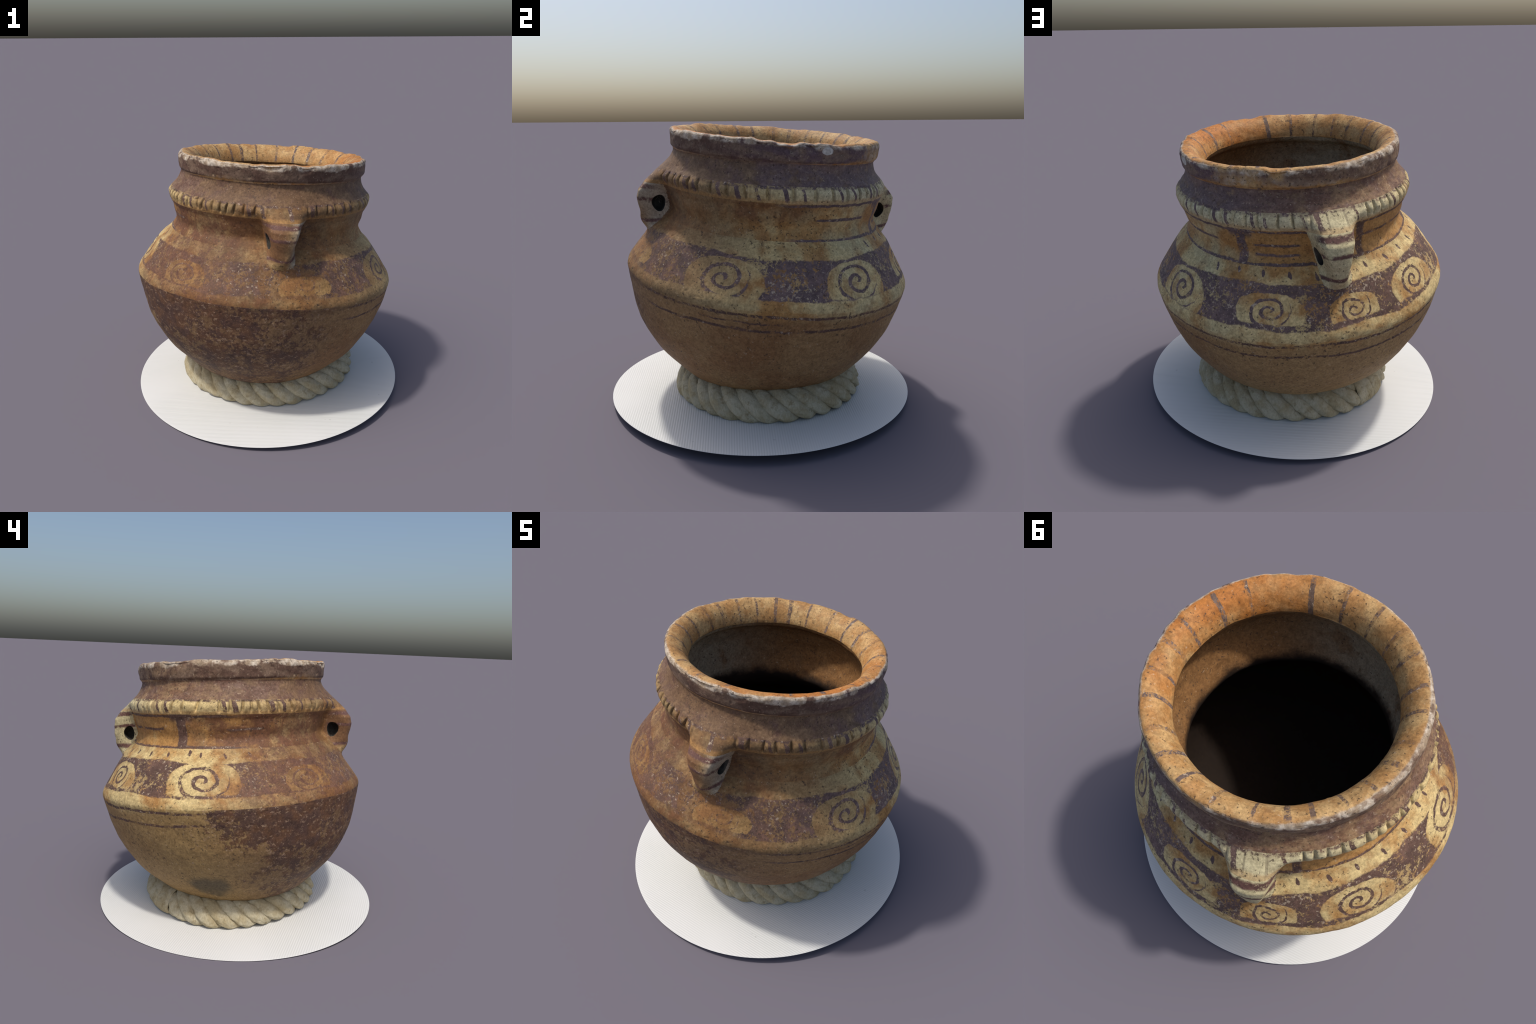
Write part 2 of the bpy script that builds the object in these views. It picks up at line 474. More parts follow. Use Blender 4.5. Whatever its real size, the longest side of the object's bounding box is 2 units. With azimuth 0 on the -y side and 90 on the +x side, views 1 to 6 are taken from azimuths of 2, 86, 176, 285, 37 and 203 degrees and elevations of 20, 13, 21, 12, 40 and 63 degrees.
# ----------------------------------------------------------------------------
# MATERIALS: a tiny expression layer over shader nodes
# ----------------------------------------------------------------------------
class Net:
    def __init__(self, name):
        self.mat = bpy.data.materials.new(name)
        self.mat.use_nodes = True
        self.t = self.mat.node_tree
        self.t.nodes.clear()
        self.pos = self.node("ShaderNodeTexCoord").outputs["Object"]

    def node(self, kind, **props):
        n = self.t.nodes.new(kind)
        for k, v in props.items():
            setattr(n, k, v)
        return n

    def put(self, sock, v):
        if isinstance(v, E_):
            v = v.s
        if isinstance(v, bpy.types.NodeSocket):
            self.t.links.new(v, sock)
        else:
            sock.default_value = v

    def math(self, op, *args):
        n = self.node("ShaderNodeMath", operation=op)
        for i, a in enumerate(args):
            self.put(n.inputs[i], a)
        return E_(self, n.outputs[0])

    def step(self, a, b, x):  # smooth ramp 0..1 between a and b (a may exceed b)
        lo, hi, r0, r1 = (a, b, 0.0, 1.0) if a < b else (b, a, 1.0, 0.0)
        n = self.node("ShaderNodeMapRange", interpolation_type="SMOOTHSTEP")
        self.put(n.inputs["Value"], x)
        self.put(n.inputs["From Min"], lo); self.put(n.inputs["From Max"], hi)
        self.put(n.inputs["To Min"], r0); self.put(n.inputs["To Max"], r1)
        return E_(self, n.outputs["Result"])

    def noise(self, scale, detail=2.0, rough=0.5, vec=None, stretch=None, shift=None, distort=0.0, color=False):
        v = vec if vec is not None else self.pos
        if stretch or shift:
            m = self.node("ShaderNodeMapping")
            self.put(m.inputs["Vector"], v)
            if stretch: m.inputs["Scale"].default_value = stretch
            if shift: m.inputs["Location"].default_value = shift
            v = m.outputs[0]
        n = self.node("ShaderNodeTexNoise")
        self.put(n.inputs["Vector"], v)
        n.inputs["Scale"].default_value = scale
        n.inputs["Detail"].default_value = detail
        n.inputs["Roughness"].default_value = rough
        n.inputs["Distortion"].default_value = distort
        return E_(self, n.outputs["Color" if color else "Fac"])

    def cells(self, scale, feature="F1", vec=None):
        n = self.node("ShaderNodeTexVoronoi", feature=feature)
        self.put(n.inputs["Vector"], vec if vec is not None else self.pos)
        n.inputs["Scale"].default_value = scale
        return E_(self, n.outputs["Distance"])

    def vec(self, x, y, z):
        n = self.node("ShaderNodeCombineXYZ")
        for i, a in enumerate((x, y, z)):
            self.put(n.inputs[i], a)
        return n.outputs[0]

    def ramp(self, x, stops, mode="CONSTANT"):
        n = self.node("ShaderNodeValToRGB")
        cr = n.color_ramp
        cr.interpolation = mode
        while len(cr.elements) < len(stops):
            cr.elements.new(0.5)
        for e, (p, c) in zip(cr.elements, sorted(stops, key=lambda q: q[0])):
            e.position = p
            e.color = (*c, 1) if len(c) == 3 else c
        self.put(n.inputs[0], x)
        return n.outputs["Color"]

    def split(self, col):
        n = self.node("ShaderNodeSeparateColor")
        self.put(n.inputs[0], col)
        return [E_(self, o) for o in n.outputs[:3]]

    def mix(self, fac, a, b, kind="MIX"):
        n = self.node("ShaderNodeMix", data_type="RGBA", blend_type=kind)
        self.put(n.inputs[0], fac)
        for s, v in ((n.inputs[6], a), (n.inputs[7], b)):
            self.put(s, (*v, 1) if isinstance(v, tuple) else v)
        return n.outputs[2]

    def finish(self, color, rough=0.7, bump=None, bump_distance=0.003, bump_strength=0.5, specular=0.3, **more):
        p = self.node("ShaderNodeBsdfPrincipled")
        self.put(p.inputs["Base Color"], color)
        self.put(p.inputs["Roughness"], rough)
        p.inputs["Specular IOR Level"].default_value = specular
        if bump is not None:
            b = self.node("ShaderNodeBump")
            b.inputs["Strength"].default_value = bump_strength
            b.inputs["Distance"].default_value = bump_distance
            self.put(b.inputs["Height"], bump)
            self.t.links.new(b.outputs[0], p.inputs["Normal"])
        o = self.node("ShaderNodeOutputMaterial")
        self.t.links.new(p.outputs[0], o.inputs[0])
        return self.mat


class E_:
    def __init__(self, net, s):
        self.n, self.s = net, s

    def __add__(self, o): return self.n.math("ADD", self, o)
    __radd__ = __add__
    def __sub__(self, o): return self.n.math("SUBTRACT", self, o)
    def __rsub__(self, o): return self.n.math("SUBTRACT", o, self)
    def __mul__(self, o): return self.n.math("MULTIPLY", self, o)
    __rmul__ = __mul__
    def __truediv__(self, o): return self.n.math("DIVIDE", self, o)
    def abs(self): return self.n.math("ABSOLUTE", self)
    def max(self, o): return self.n.math("MAXIMUM", self, o)
    def min(self, o): return self.n.math("MINIMUM", self, o)
    def pow(self, o): return self.n.math("POWER", self, o)
    def frac(self): return self.n.math("FRACT", self)
    def floor(self): return self.n.math("FLOOR", self)
    def clamp(self):
        return self.max(0.0).min(1.0)


def pot_coords(N):
    """azimuth in degrees and level, the same frame the pot is built in"""
    s = N.node("ShaderNodeSeparateXYZ"); N.put(s.inputs[0], N.pos)
    x, y, z = (E_(N, o) for o in s.outputs)
    a = z - 0.8
    h = z - (a * TILT_XH + TILT_X) * x - (a * TILT_YH + TILT_Y) * y
    b = h - 0.8
    cx = b * b * AX[2] + b * AX[1] + AX[0]
    cy = b * b * AY[2] + b * AY[1] + AY[0]
    th = N.math("ARCTAN2", y - cy, x - cx) * (180 / math.pi)
    return th, h


def arc(N, th, centre, half, soft):
    """1 inside an azimuth window (degrees, wraps)"""
    d = (((th - centre + 540.0) / 360.0).frac() * 360.0 - 180.0).abs()
    return N.step(half + soft, half - soft, d)


def window(N, x, lo, hi, soft):
    return N.step(lo - soft, lo + soft, x) * N.step(hi + soft, hi - soft, x)


CREAM = (0.620, 0.475, 0.225)
PALE = (0.640, 0.560, 0.370)
OCHRE = (0.440, 0.235, 0.075)
RUST = (0.230, 0.095, 0.040)
EARTH = (0.270, 0.165, 0.080)
GREEN_CREAM = (0.510, 0.485, 0.290)
PAINT = (0.112, 0.066, 0.051)
PURPLE = (0.138, 0.096, 0.095)
SCUFF = (0.420, 0.330, 0.250)


class PotPaint(Net):
    def __init__(self, name):
        super().__init__(name)
        self.th0, self.h0 = pot_coords(self)
        w1, w2, _ = self.split(self.noise(9, 3, 0.6, color=True).s)
        w3, w4, _ = self.split(self.noise(60, 2, 0.6, color=True).s)
        # brush wobble
        self.th = self.th0 + (w1 - 0.5) * 2.6 + (w3 - 0.5) * 0.6
        self.h = self.h0 + (w2 - 0.5) * 0.030 + (w4 - 0.5) * 0.009
        self.front = arc(self, self.th0, -92, 52, 40)      # the dirtier, more weathered side; some baked shade painted in too
        self.big = self.noise(2.6, 3, 0.55, shift=(3, 1, 7))
        self.med = self.noise(9, 4, 0.6, shift=(1, 5, 2))
        self.mot = self.noise(26, 5, 0.72, shift=(6, 6, 1))
        self.fine = self.noise(75, 4, 0.7)
        self.grit = self.noise(200, 3, 0.7)

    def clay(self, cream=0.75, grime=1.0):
        """slip-covered clay: cream to ochre, rusty brown dirt plus painted-in shade on the weathered side"""
        f = self.front
        c = self.mix(self.step(0.40, 0.66, self.big + (self.med - 0.5) * 0.6 - (cream - 0.75)), CREAM, OCHRE)
        c = self.mix(self.step(0.50, 0.70, self.med) * 0.30, c, RUST)
        c = self.mix(arc(self, self.th0, 40, 22, 22) * self.step(0.38, 0.60, self.noise(5, 3, shift=(9, 2, 4))) * 0.50, c, GREEN_CREAM)
        c = self.mix(arc(self, self.th0, -40, 24, 22) * 0.60, c, (0.225, 0.135, 0.065))
        grime_shade_n = self.step(0.22, 0.62, self.noise(6, 5, 0.65, shift=(2, 0, 9)))
        grime_shade_c = self.mix(self.step(0.40, 0.62, self.noise(4, 4, 0.6, shift=(0, 4, 4))), (0.190, 0.088, 0.032), (0.095, 0.042, 0.022))
        c = self.mix(f * (grime_shade_n * 0.45 + 0.55) * 0.92 * grime, c, grime_shade_c)
        return c

    def surface(self, c):
        """mottling, grain, dark pits and pale specks over any colour"""
        c = self.mix(self.step(0.36, 0.64, self.mot), self.mix(1.0, c, (0.84, 0.82, 0.80), "MULTIPLY"), self.mix(1.0, c, (1.08, 1.08, 1.07), "MULTIPLY"))
        c = self.mix(self.step(0.40, 0.60, self.fine), self.mix(1.0, c, (0.84, 0.83, 0.82), "MULTIPLY"), self.mix(1.0, c, (1.12, 1.12, 1.12), "MULTIPLY"))
        area = self.step(0.35, 0.65, self.noise(3.5, 2, shift=(6, 2, 6)))
        pits = self.step(0.655, 0.685, self.noise(58, 3, 0.62, shift=(4, 4, 1)) + area * 0.05)
        c = self.mix(pits * 0.75, c, (0.060, 0.038, 0.026))
        specks = self.step(0.675, 0.700, self.noise(52, 3, 0.65, shift=(8, 1, 3)) + (1.0 - area) * 0.03)
        c = self.mix(specks * (0.50 - self.front * 0.22), c, (0.54, 0.42, 0.28))
        return c

    def wear(self, amount):
        """flaking of paint: 1 where paint survives"""
        flake = self.noise(24, 5, 0.74, shift=(2, 7, 5)) * 0.6 + self.noise(80, 4, 0.72, shift=(5, 5, 5)) * 0.4
        patch = self.noise(4.2, 3, 0.6, shift=(6, 3, 8))
        v = flake + (patch - 0.5) * 0.35
        return self.step(0.0, 0.03, (v * -1.0) + 0.72 - amount)

    def painted(self, base, mask, wear_amount, tint=PAINT, tint2=PURPLE):
        paint = self.mix(arc(self, self.th0, 30, 60, 35), tint, tint2)
        paint = self.mix(self.step(0.38, 0.68, self.med), paint, self.mix(1.0, paint, (1.45, 1.4, 1.3), "MULTIPLY"))
        m = mask * self.wear(wear_amount)
        # ghost of worn paint stays as a darker stain
        ghost = self.mix(mask * 0.34, base, (0.165, 0.088, 0.046))
        out = self.mix(m, ghost, paint)
        fleck = self.step(0.60, 0.63, self.noise(44, 4, 0.7, shift=(0, 9, 0)) + (self.noise(5, 2, shift=(8, 8, 8)) - 0.5) * 0.25)
        return self.mix(mask * fleck * (m * 0.65 + 0.10), out, (0.50, 0.40, 0.29))

    def done(self, color, rough=0.68):
        return self.finish(self.surface(color), rough, bump=self.mot * 0.4 + self.fine * 0.4 + self.grit * 0.2, bump_distance=0.006, bump_strength=0.5, specular=0.25)


MEDALLIONS = [  # azimuth, half width (deg), bottom level, top level, spiral phase
    (-174.0, 15.4, 0.936, 1.118, 0.25), (-128.0, 11.5, 0.935, 1.075, 0.20), (-71.5, 12.0, 0.942, 1.048, 0.30), (-21.0, 15.3, 0.920, 1.095, 0.32),
    (31.5, 14.2, 0.922, 1.098, 0.20), (74.5, 13.4, 0.944, 1.086, 0.27), (106.8, 10.0, 0.942, 1.057, 0.35), (138.0, 13.4, 0.945, 1.092, 0.22)]


def shoulder_material():
    N = PotPaint("painted_shoulder")
    th, h = N.th, N.h
    base = N.clay(0.78)
    # which medallion are we near?  constant ramp over azimuth
    u = ((N.th0 + 180.0 + 12.0) / 360.0).frac()
    seq = sorted(MEDALLIONS, key=lambda m: (m[0] + 192) % 360)
    stops1, stops2 = [], []
    for i, m in enumerate(seq):
        here = (m[0] + 192) % 360
        prev = (seq[i - 1][0] + 192) % 360 if i else -30
        lo = 0.0 if i == 0 else (prev + here) / 2 / 360
        stops1.append((lo, (here / 360, m[1] / 30, m[4])))
        stops2.append((lo, (m[2] - 0.5, m[3] - 0.5, 0)))
    c, hw, ph = N.split(N.ramp(u, stops1))
    bot, top, _ = N.split(N.ramp(u, stops2))
    bot, top, hw = bot + 0.5, top + 0.5, hw * 30.0
    dx = ((((th + 192.0) / 360.0 - c + 1.5).frac()) - 0.5) * 360.0      # degrees from the middle
    un = (dx / hw).abs()
    v = (h - bot) / (top - bot)
    lobe = (v - 0.38) / 0.62
    under = (0.38 - v) / 0.75
    shape = un.pow(2.6) + lobe.max(0.0).pow(2.2) + under.max(0.0).pow(2.0)
    medal = N.step(1.05, 0.95, shape) * N.step(-0.03, 0.03, v)
    # spiral line inside
    k1, k2, _ = N.split(N.noise(5.5, 2, 0.5, shift=(7, 7, 7), color=True).s)
    ex = dx * (math.pi / 180 * 0.85 / 1.30) + (k1 - 0.5) * 0.045
    ey = (h - (bot * 0.56 + top * 0.44)) * 1.2 + (k2 - 0.5) * 0.035
    size = (top - bot) / 0.16
    d = N.math("SQRT", ex * ex + ey * ey) / size
    ang = N.math("ARCTAN2", ey, ex) / (2 * math.pi)
    pitch = 0.051
    line = ((d / pitch - ang + ph).frac() - 0.5).abs()
    spiral = N.step(0.185, 0.145, line) * N.step(0.112, 0.108, d) * N.step(0.004, 0.008, d)
    band = window(N, h + (N.noise(2.0, 1, shift=(1, 8, 1)) - 0.5) * 0.05, 0.922, 1.116, 0.004)
    stain_gap = arc(N, N.th0, -82, 15, 5) * N.step(0.40, 0.55, N.big)
    mask = band * (1.0 - medal) + medal * spiral * band
    base = N.mix(medal * N.front * 0.60, base, N.mix(N.step(0.4, 0.6, N.med), (0.370, 0.225, 0.085), (0.300, 0.155, 0.055)))
    faded = arc(N, N.th0, -80, 16, 8) * 0.07 + N.front * 0.02
    col = N.painted(base, mask, faded + 0.150)
    # dotted strip above the band, closed by a line
    cell = (th + 6.0) / 11.8
    cx = (cell.frac() - 0.5) * (11.8 * math.pi / 180 * 0.74)
    jit = N.noise(1.0, 0, vec=N.vec(cell.floor() * 3.7, 0.0, 0.0))
    cy = h - 1.136 - jit * 0.04
    ex2 = cx + cy * 0.25
    dot = N.step(1.15, 0.85, (ex2 * ex2) * (1 / 0.010 ** 2) + (cy * cy) * (1 / 0.015 ** 2))
    dot = dot * arc(N, N.th0, 127, 84, 3)
    col = N.painted(col, dot, 0.05)
    # rusty wash at the front, pale greenish strip at the back right
    col = N.mix(N.front * N.step(0.45, 0.7, N.med) * 0.25, col, RUST)
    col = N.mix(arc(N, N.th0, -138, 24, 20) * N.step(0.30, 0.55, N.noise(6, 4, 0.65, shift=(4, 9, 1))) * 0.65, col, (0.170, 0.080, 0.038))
    # red-brown crust over the left front
    crust = arc(N, N.th0, -132, 26, 16) * N.step(0.50, 0.56, N.noise(15, 5, 0.72, shift=(3, 5, 3)))
    col = N.mix(crust * 0.60, col, (0.120, 0.056, 0.040))
    return N.done(col)


def bowl_material():
    N = PotPaint("earthen_bowl")
    th, h = N.th, N.h
    # the slip stops a little below the seam
    slip_edge = N.step(0.79, 0.86, N.h0 + (N.med - 0.5) * 0.05)
    low = N.mix(N.step(0.40, 0.65, N.big + (N.med - 0.5) * 0.4), (0.340, 0.205, 0.090), (0.275, 0.145, 0.060))
    low = N.mix(arc(N, N.th0, 105, 55, 30) * 0.65, low, (0.420, 0.275, 0.120))
    col = N.mix(slip_edge, low, N.clay(0.72))
    # yellowish lime-stained area to the left
    col = N.mix(arc(N, N.th0, -165, 40, 25) * 0.55, col, (0.330, 0.235, 0.095))
    # brush lines
    l1 = window(N, h + N.noise(1.3, 1, shift=(3, 3, 3)) * 0.03, 0.840, 0.857, 0.003)
    l2 = window(N, h + N.noise(1.3, 1, shift=(5, 3, 9)) * 0.05, 0.768, 0.784, 0.003)
    l3 = window(N, h + N.noise(1.3, 1, shift=(5, 3, 9)) * 0.02, 0.797, 0.806, 0.003) * arc(N, N.th0, -12, 14, 3)
    lines = (l1 + l2 + l3).min(1.0) * arc(N, N.th0, 80, 135, 8)
    col = N.painted(col, lines, 0.175, PAINT, PAINT)
    # dark flaking crust over the front and left
    place_ = arc(N, N.th0, -108, 52, 22)
    upper_left = arc(N, N.th0, -150, 28, 12) * window(N, N.h0, 0.60, 0.90, 0.06)
    crust_n = N.noise(8, 5, 0.70, shift=(4, 0, 2)) * 0.5 + N.noise(36, 5, 0.78, shift=(7, 2, 1)) * 0.5
    crust = N.step(0.50, 0.55, crust_n + place_ * 0.15 + upper_left * 0.11 - 0.13 + N.front * 0.02)
    crust = crust * (place_ + upper_left).min(1.0)
    crust_col = N.mix(N.step(0.4, 0.65, N.noise(12, 3, shift=(1, 1, 9))), (0.078, 0.042, 0.036), (0.125, 0.060, 0.034))
    col = N.mix(place_ * 0.70, col, (0.175, 0.105, 0.058))
    col = N.mix(crust * 0.88, col, crust_col)
    flecks = N.step(0.575, 0.615, N.noise(30, 5, 0.74, shift=(2, 9, 4), stretch=(1, 1, 1.5))) * (place_ + upper_left).min(1.0)
    col = N.mix(flecks * 0.70, col, (0.36, 0.245, 0.16))
    # scattered dark spots outside the crust
    spots = N.step(0.66, 0.72, N.noise(16, 4, 0.6, shift=(8, 8, 2))) * arc(N, N.th0, -170, 45, 20)
    col = N.mix(spots * 0.7, col, (0.12, 0.065, 0.045))
    # soot from a fire near the foot
    du = (((N.th0 + 178.0 + 540.0) / 360.0).frac() * 360.0 - 180.0) * (1 / 13.0)
    dv = (N.h0 - 0.30) * (1 / 0.10)
    blackening = N.step(1.3, 0.1, du * du + dv * dv + (N.med - 0.5) * 1.6)
    col = N.mix(blackening * 0.75, col, (0.055, 0.052, 0.042))
    return N.done(col, 0.66)


def neck_material():
    N = PotPaint("painted_neck")
    th, h = N.th, N.h
    col = N.clay(0.62)
    red = arc(N, N.th0, -8, 20, 14) * window(N, N.h0, 1.29, 1.41, 0.03) * 0.8 + arc(N, N.th0, -143, 42, 20) * N.step(0.24, 0.46, N.med)
    col = N.mix(red.clamp() * N.step(0.30, 0.55, N.noise(6, 4, 0.65, shift=(3, 8, 1))) * 0.92, col, (0.140, 0.062, 0.034))
    # line under the band, dashes and upright bars
    l0 = window(N, h, 1.383, 1.398, 0.003) * arc(N, N.th0, 100, 100, 8)
    rows_ = window(N, h, 1.299, 1.314, 0.003) + window(N, h, 1.237, 1.252, 0.003) * arc(N, N.th0, 76, 14, 1)
    groups = arc(N, th, 31, 15, 1) + arc(N, th, 77, 11, 1) + arc(N, th, 127, 10, 1) + arc(N, th, 150, 9, 1) + arc(N, th, -155, 9, 1)
    lines = (l0 + rows_ * groups + window(N, h, 1.190, 1.205, 0.003) * arc(N, N.th0, 105, 100, 6)).min(1.0)
    bw = N.step(1.22, 1.40, (h - 1.29).abs() + 1.22) * 3.0
    bars = (arc(N, th, 59.8, 2.3, 0.5) + arc(N, th, 171.0, 2.6, 0.5) + arc(N, th, 118, 2.0, 0.6)) * N.step(1.405, 1.395, h)
    flare = (arc(N, th, 59.8, 6.0, 1.5) + arc(N, th, 171.0, 6.0, 1.5)) * N.step(1.345, 1.395, h + N.med * 0.02)
    col = N.painted(col, (lines + bars.min(1.0) + flare).clamp(), 0.12)
    # upper neck carries a full coat of dark slip; it is rubbed thin at the front
    coat = N.step(1.476, 1.494, h)
    coat_col = N.mix(arc(N, N.th0, 25, 45, 30), (0.150, 0.080, 0.054), (0.175, 0.122, 0.118))
    coat_col = N.mix(N.step(0.42, 0.66, N.noise(9, 4, 0.65, stretch=(1, 1, 3.0))) * 0.6, coat_col, (0.235, 0.150, 0.112))
    streak = N.step(0.545, 0.66, N.noise(30, 6, 0.76, stretch=(1, 1, 1.6), shift=(1, 2, 3)))
    coat_col = N.mix(streak * (0.55 - N.front * 0.25), coat_col, SCUFF)
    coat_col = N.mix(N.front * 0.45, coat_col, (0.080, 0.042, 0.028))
    bare = N.mix(N.step(0.38, 0.62, N.noise(11, 5, 0.7, shift=(4, 2, 2))), (0.270, 0.175, 0.100), (0.165, 0.105, 0.068))
    bare = N.mix(N.front * 0.65, bare, (0.150, 0.080, 0.038))
    side = N.front + arc(N, N.th0, -35, 25, 20) * 0.7 + arc(N, N.th0, 140, 45, 25) * 0.75
    bare = N.mix(arc(N, N.th0, 140, 45, 25) * 0.6, bare, N.mix(N.step(0.42, 0.60, N.noise(14, 4, 0.65, stretch=(1, 1, 2.5))), (0.330, 0.205, 0.105), (0.190, 0.088, 0.046)))
    keep = N.step(0.64, 0.46, N.noise(8, 6, 0.74, shift=(9, 9, 2)) + side * 0.14 - 0.03)
    col = N.mix(coat, col, N.mix(keep, bare, coat_col))
    return N.done(col, 0.62)


def stripes(N, th, list_deg, width, start=-180.0, parts=3):
    """sum of azimuth stripes coded as constant ramps, one per slice of the circle"""
    total = None
    span = 360.0 / parts
    u = (th - start) / 360.0
    u = u.frac()
    for k in range(parts):
        stops = [(0.0, (0, 0, 0))]
        for d, w in list_deg:
            p = ((d - start) % 360.0) / span - k
            hw = w / 2 / span
            if 0.01 < p - hw and p + hw < 0.99:
                stops += [(p - hw, (1, 1, 1)), (p + hw, (0, 0, 0))]
        local = u * parts - float(k)
        inside_ = N.math("GREATER_THAN", local, 0.0) * N.math("LESS_THAN", local, 1.0)
        s = N.split(N.ramp(local, stops))[0] * inside_
        total = s if total is None else total + s
    return total


def band_material():
    N = PotPaint("notched_band_slip")
    th, h = N.th, N.h
    back = arc(N, N.th0, 75, 70, 25)
    col = N.clay(0.95)
    col = N.mix(back * 0.60, col, (0.600, 0.560, 0.370))
    rng = np.random.default_rng(11)
    order = sorted(NOTCHES)
    mids = []
    for a, b in zip(order, order[1:]):
        if b - a > 5.2 and rng.random() < 0.72:
            mids.append((a + (b - a) * rng.uniform(0.40, 0.62), rng.uniform(1.3, 2.4)))
    st = stripes(N, th + (h - 1.45) * 20.0, mids, 2.0)
    groove = stripes(N, N.th0, [(d, 0.9) for d in order if -179 < d < 179.5], 1.0, parts=4)
    edge_top = N.step(1.474, 1.486, h)
    edge_low = N.step(1.430, 1.415, h)
    col = N.mix(edge_low * 0.5, col, OCHRE)
    col = N.painted(col, (st * window(N, h, 1.415, 1.485, 0.010)).min(1.0), 0.15)
    col = N.painted(col, edge_top, 0.20)
    col = N.mix(groove * 0.45 * window(N, N.h0, 1.415, 1.485, 0.01), col, (0.07, 0.045, 0.03))  # depth shade of the tool cuts, painted on as well
    return N.done(col, 0.66)


def rim_material():
    N = PotPaint("chipped_rim")
    N.h0 = N.h0 + N.math("SINE", N.th0 * (math.pi / 180)) * 0.014
    th, h = N.th, N.h
    s = N.node("ShaderNodeSeparateXYZ"); N.put(s.inputs[0], N.pos)
    # inside of the lip or outside?  distance from the leaning axis
    x, y = E_(N, s.outputs[0]), E_(N, s.outputs[1])
    b = N.h0 - 0.8
    cx = b * b * AX[2] + b * AX[1] + AX[0]
    cy = b * b * AY[2] + b * AY[1] + AY[0]
    rad = N.math("SQRT", (x - cx) * (x - cx) + (y - cy) * (y - cy))
    funnel = N.step(0.650, 0.640, rad + (N.fine - 0.5) * 0.010)
    # funnel: cream to orange with short dark strokes
    orange = arc(N, N.th0, -28, 55, 40)
    fcol = N.mix(N.step(0.35, 0.62, N.med), (0.520, 0.335, 0.145), (0.420, 0.225, 0.080))
    fcol = N.mix(orange * N.step(0.25, 0.65, N.noise(5, 3, shift=(2, 2, 2))) * 0.9, fcol, (0.450, 0.160, 0.030))
    fcol = N.mix(N.step(0.60, 0.70, N.noise(13, 4, 0.65, shift=(7, 3, 3))) * 0.5, fcol, (0.33, 0.17, 0.075))
    strokes = [-62, -48, -31, -13, 0, 13, 27, 42, 57, 70, 86, 102, 116, 127, 138, 151, 165, 177, -170, -156, -141, -128, -115, -97, -78]
    rng = np.random.default_rng(5)
    st = stripes(N, th, [(d + rng.uniform(-1.5, 1.5), rng.uniform(1.6, 2.6)) for d in strokes], 2.6) * N.step(0.640, 0.625, rad)
    fcol = N.painted(fcol, st, 0.205, (0.15, 0.098, 0.072), (0.14, 0.100, 0.088))
    # outside of the collar: dark coat, more brown at the front
    coat = N.mix(arc(N, N.th0, 25, 45, 30), (0.130, 0.074, 0.051), (0.140, 0.088, 0.092))
    coat = N.mix(arc(N, N.th0, 135, 45, 25) * N.step(0.42, 0.58, N.noise(11, 5, 0.7, shift=(2, 6, 2))) * 0.8, coat, (0.270, 0.175, 0.100))
    coat = N.mix(N.step(0.45, 0.62, N.noise(7, 4, 0.62, stretch=(1, 1, 2.0), shift=(4, 1, 1)) + N.front * 0.05) * 0.75, coat, (0.255, 0.175, 0.118))
    coat = N.mix(N.step(0.57, 0.68, N.noise(24, 4, 0.7, shift=(3, 1, 8))) * 0.5, coat, (0.36, 0.28, 0.20))
    coat = N.mix(N.front * 0.45, coat, (0.075, 0.042, 0.030))
    # bare pale clay where the edge is chipped
    chipn = N.noise(8, 4, 0.65, shift=(5, 2, 6))
    chips = N.step(1.690, 1.706, N.h0 + (chipn - 0.5) * 0.085)
    chip_col = N.mix(N.step(0.35, 0.65, N.noise(20, 4, 0.6)), (0.60, 0.52, 0.42), (0.36, 0.27, 0.18))
    flake = N.step(1.0, 0.7, ((N.th0 - 20.5) * (1 / 3.2)).pow(2.0) + ((N.h0 - 1.685) * (1 / 0.022)).pow(2.0) + (N.med - 0.5) * 1.2)
    coat = N.mix(chips * N.step(0.43, 0.54, chipn + 0.02), coat, chip_col)
    coat = N.mix(flake * arc(N, N.th0, 20, 8, 1), coat, (0.66, 0.62, 0.55))
    lip_chip = N.step(0.634, 0.654, rad + (N.noise(30, 3, 0.6) - 0.5) * 0.035)
    fcol = N.mix(lip_chip * 0.75 * N.step(0.40, 0.52, N.noise(9, 4, 0.65, shift=(1, 4, 1))), fcol, chip_col)
    return N.done(N.mix(funnel, coat, fcol), 0.60)


def inner_material():
    N = PotPaint("inner_wall_clay")
    c = N.mix(arc(N, N.th0, -150, 62, 35), (0.240, 0.122, 0.046), (0.330, 0.280, 0.185))
    c = N.mix(N.step(0.52, 0.66, N.noise(6, 5, 0.65, shift=(1, 3, 5))) * 0.7, c, (0.210, 0.115, 0.050))
    c = N.mix(N.step(0.60, 0.70, N.noise(20, 4, 0.65, shift=(5, 3, 5))) * 0.6, c, (0.14, 0.08, 0.04))
    c = N.surface(c)
    # almost black below the inner waist
    blackening = N.step(1.27, 1.20, N.h0 + (N.med - 0.5) * 0.10)
    c = N.mix(blackening * 0.96, c, (0.010, 0.007, 0.006))
    return N.finish(c, 0.8, bump=N.mot, bump_distance=0.005, bump_strength=0.4, specular=0.2)


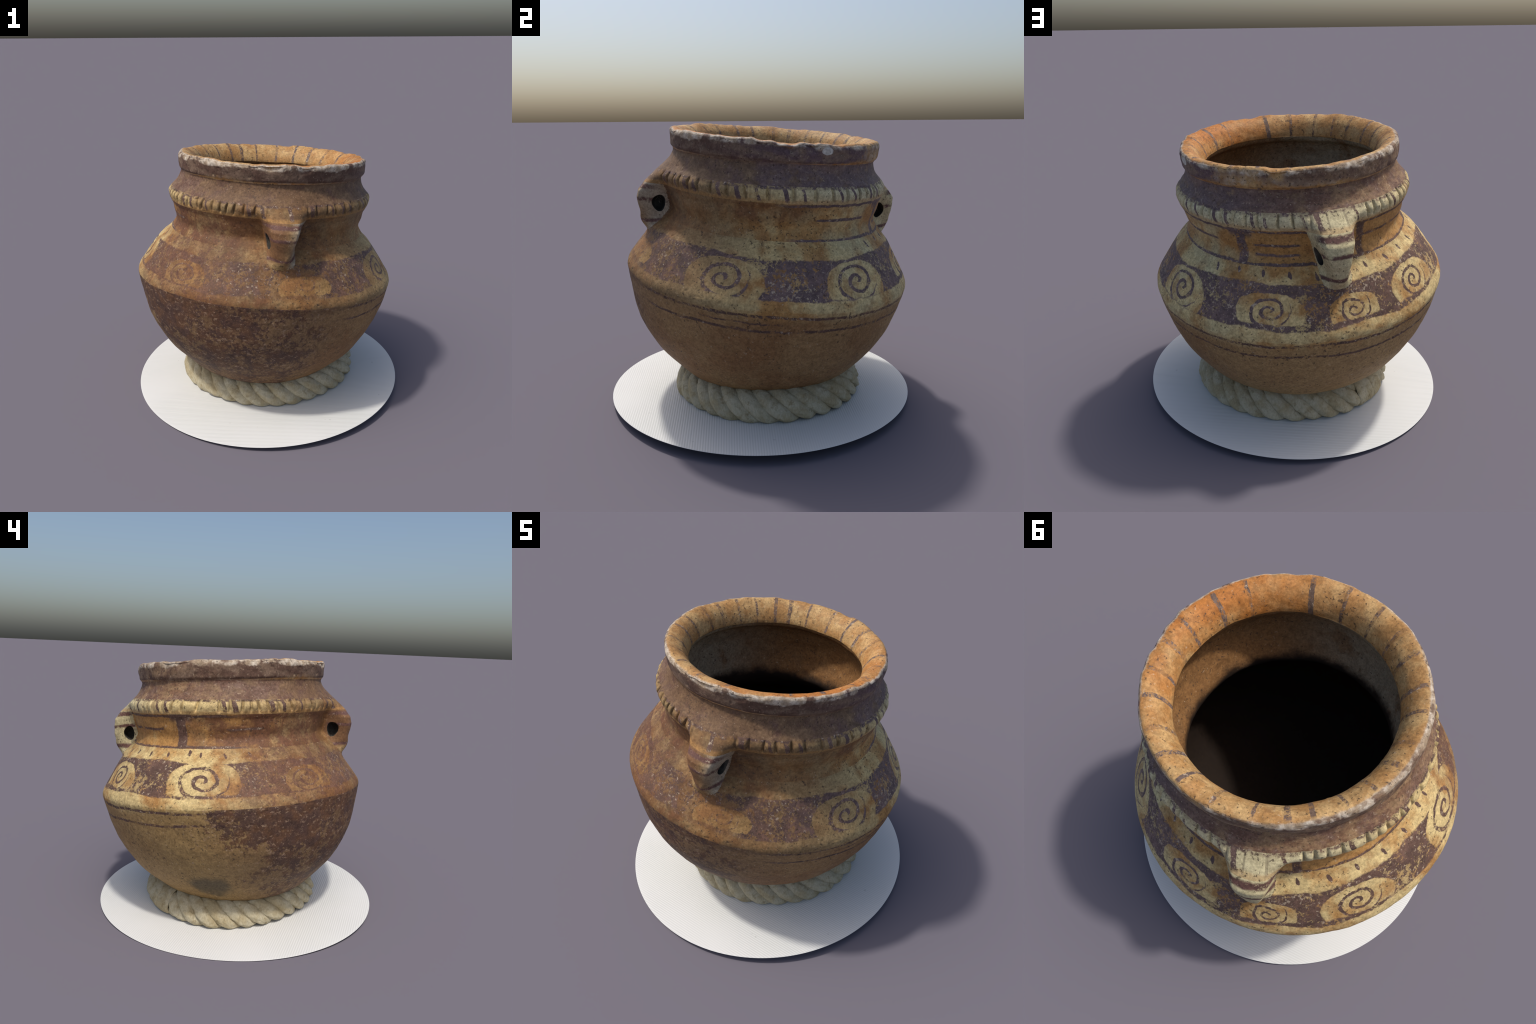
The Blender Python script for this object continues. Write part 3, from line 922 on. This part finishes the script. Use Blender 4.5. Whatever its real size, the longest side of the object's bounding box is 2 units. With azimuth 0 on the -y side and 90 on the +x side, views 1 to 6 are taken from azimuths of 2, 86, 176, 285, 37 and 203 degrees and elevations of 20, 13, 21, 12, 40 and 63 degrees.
def handle_material():
    N = PotPaint("painted_handle")
    th, h = N.th, N.h
    back = arc(N, N.th0, 100, 40, 20)
    col = N.clay(0.85, 0.75)
    col = N.mix(back * 0.60, col, (0.560, 0.520, 0.330))
    front_pale = arc(N, N.th0, -75.0, 3.5, 2.5)
    col = N.mix(front_pale * 0.75, col, (0.42, 0.35, 0.26))
    hs = h + (N.noise(3.0, 2, shift=(4, 4, 0)) - 0.5) * 0.05
    bars = window(N, hs, 1.368, 1.395, 0.006) + window(N, hs, 1.285, 1.308, 0.006) * N.step(0.38, 0.50, N.med) + window(N, hs, 1.140, 1.162, 0.006)
    near = arc(N, N.th0, 104, 9.5, 1.5) + arc(N, N.th0, -83, 9, 2)
    rust = arc(N, N.th0, -89, 9, 4) * window(N, N.h0, 1.14, 1.42, 0.03)
    col = N.mix(rust * 0.80, col, (0.180, 0.080, 0.038))
    col = N.painted(col, bars * near, 0.13, (0.12, 0.062, 0.052), (0.12, 0.062, 0.052))
    return N.done(col, 0.66)


def hollow_material():
    N = PotPaint("hollow_shade")
    return N.done(N.mix(N.step(0.4, 0.6, N.med), (0.040, 0.036, 0.031), (0.075, 0.066, 0.052)), 0.85)  # shade of the drilled pits, put into their colour


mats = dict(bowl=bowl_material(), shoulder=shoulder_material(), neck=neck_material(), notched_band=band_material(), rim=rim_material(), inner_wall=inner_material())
hm = handle_material()
mats["handle"] = mats["handle_back"] = hm
hollow = hollow_material()
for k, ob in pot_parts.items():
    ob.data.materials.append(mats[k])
    if k.startswith("handle"):
        ob.data.materials.append(hollow)


def rope_material():
    N = Net("rope_fibre")
    a = N.noise(9, 3, 0.6)
    b = N.noise(105, 5, 0.75, stretch=(1, 1, 0.45))
    c = N.mix(N.step(0.35, 0.65, a), (0.520, 0.462, 0.325), (0.410, 0.335, 0.200))
    c = N.mix(N.step(0.54, 0.68, N.noise(24, 5, 0.72, shift=(3, 3, 3))) * 0.6, c, (0.240, 0.175, 0.080))
    c = N.mix((N.step(0.3, 0.7, b) - 0.5) * 0.7 + 0.5, N.mix(1.0, c, (0.78, 0.77, 0.74), "MULTIPLY"), N.mix(1.0, c, (1.15, 1.15, 1.15), "MULTIPLY"))
    return N.finish(c, 0.85, bump=b, bump_distance=0.006, bump_strength=0.8, specular=0.15)


def board_material():
    N = Net("ribbed_white_card")
    s = N.node("ShaderNodeSeparateXYZ"); N.put(s.inputs[0], N.pos)
    y = E_(N, s.outputs[1])
    wav = N.noise(1.5, 2)
    rib = N.math("SINE", (y + (wav - 0.5) * 0.006) * (2 * math.pi / 0.0145))
    fade = N.step(0.35, 0.6, N.noise(1.3, 1, shift=(0.4, 0.2, 0)))
    c = N.mix((rib * 0.5 + 0.5) * 0.50 * (fade * 0.6 + 0.4), (0.700, 0.695, 0.670), (0.545, 0.545, 0.515))
    specks = N.step(0.79, 0.82, N.noise(26, 1, 0.5, shift=(2, 6, 1)))
    c = N.mix(specks * 0.35, c, (0.35, 0.34, 0.32))
    c = N.mix(N.step(0.45, 0.7, N.noise(2.2, 3, shift=(3, 9, 1))) * 0.12, c, (0.60, 0.62, 0.54))
    return N.finish(c, 0.55, bump=rib * fade, bump_distance=0.0014, bump_strength=0.3, specular=0.3)


rm = rope_material()
for ob in rope_parts + [rope_wrap, loose]:
    ob.data.materials.append(rm)
board.data.materials.append(board_material())
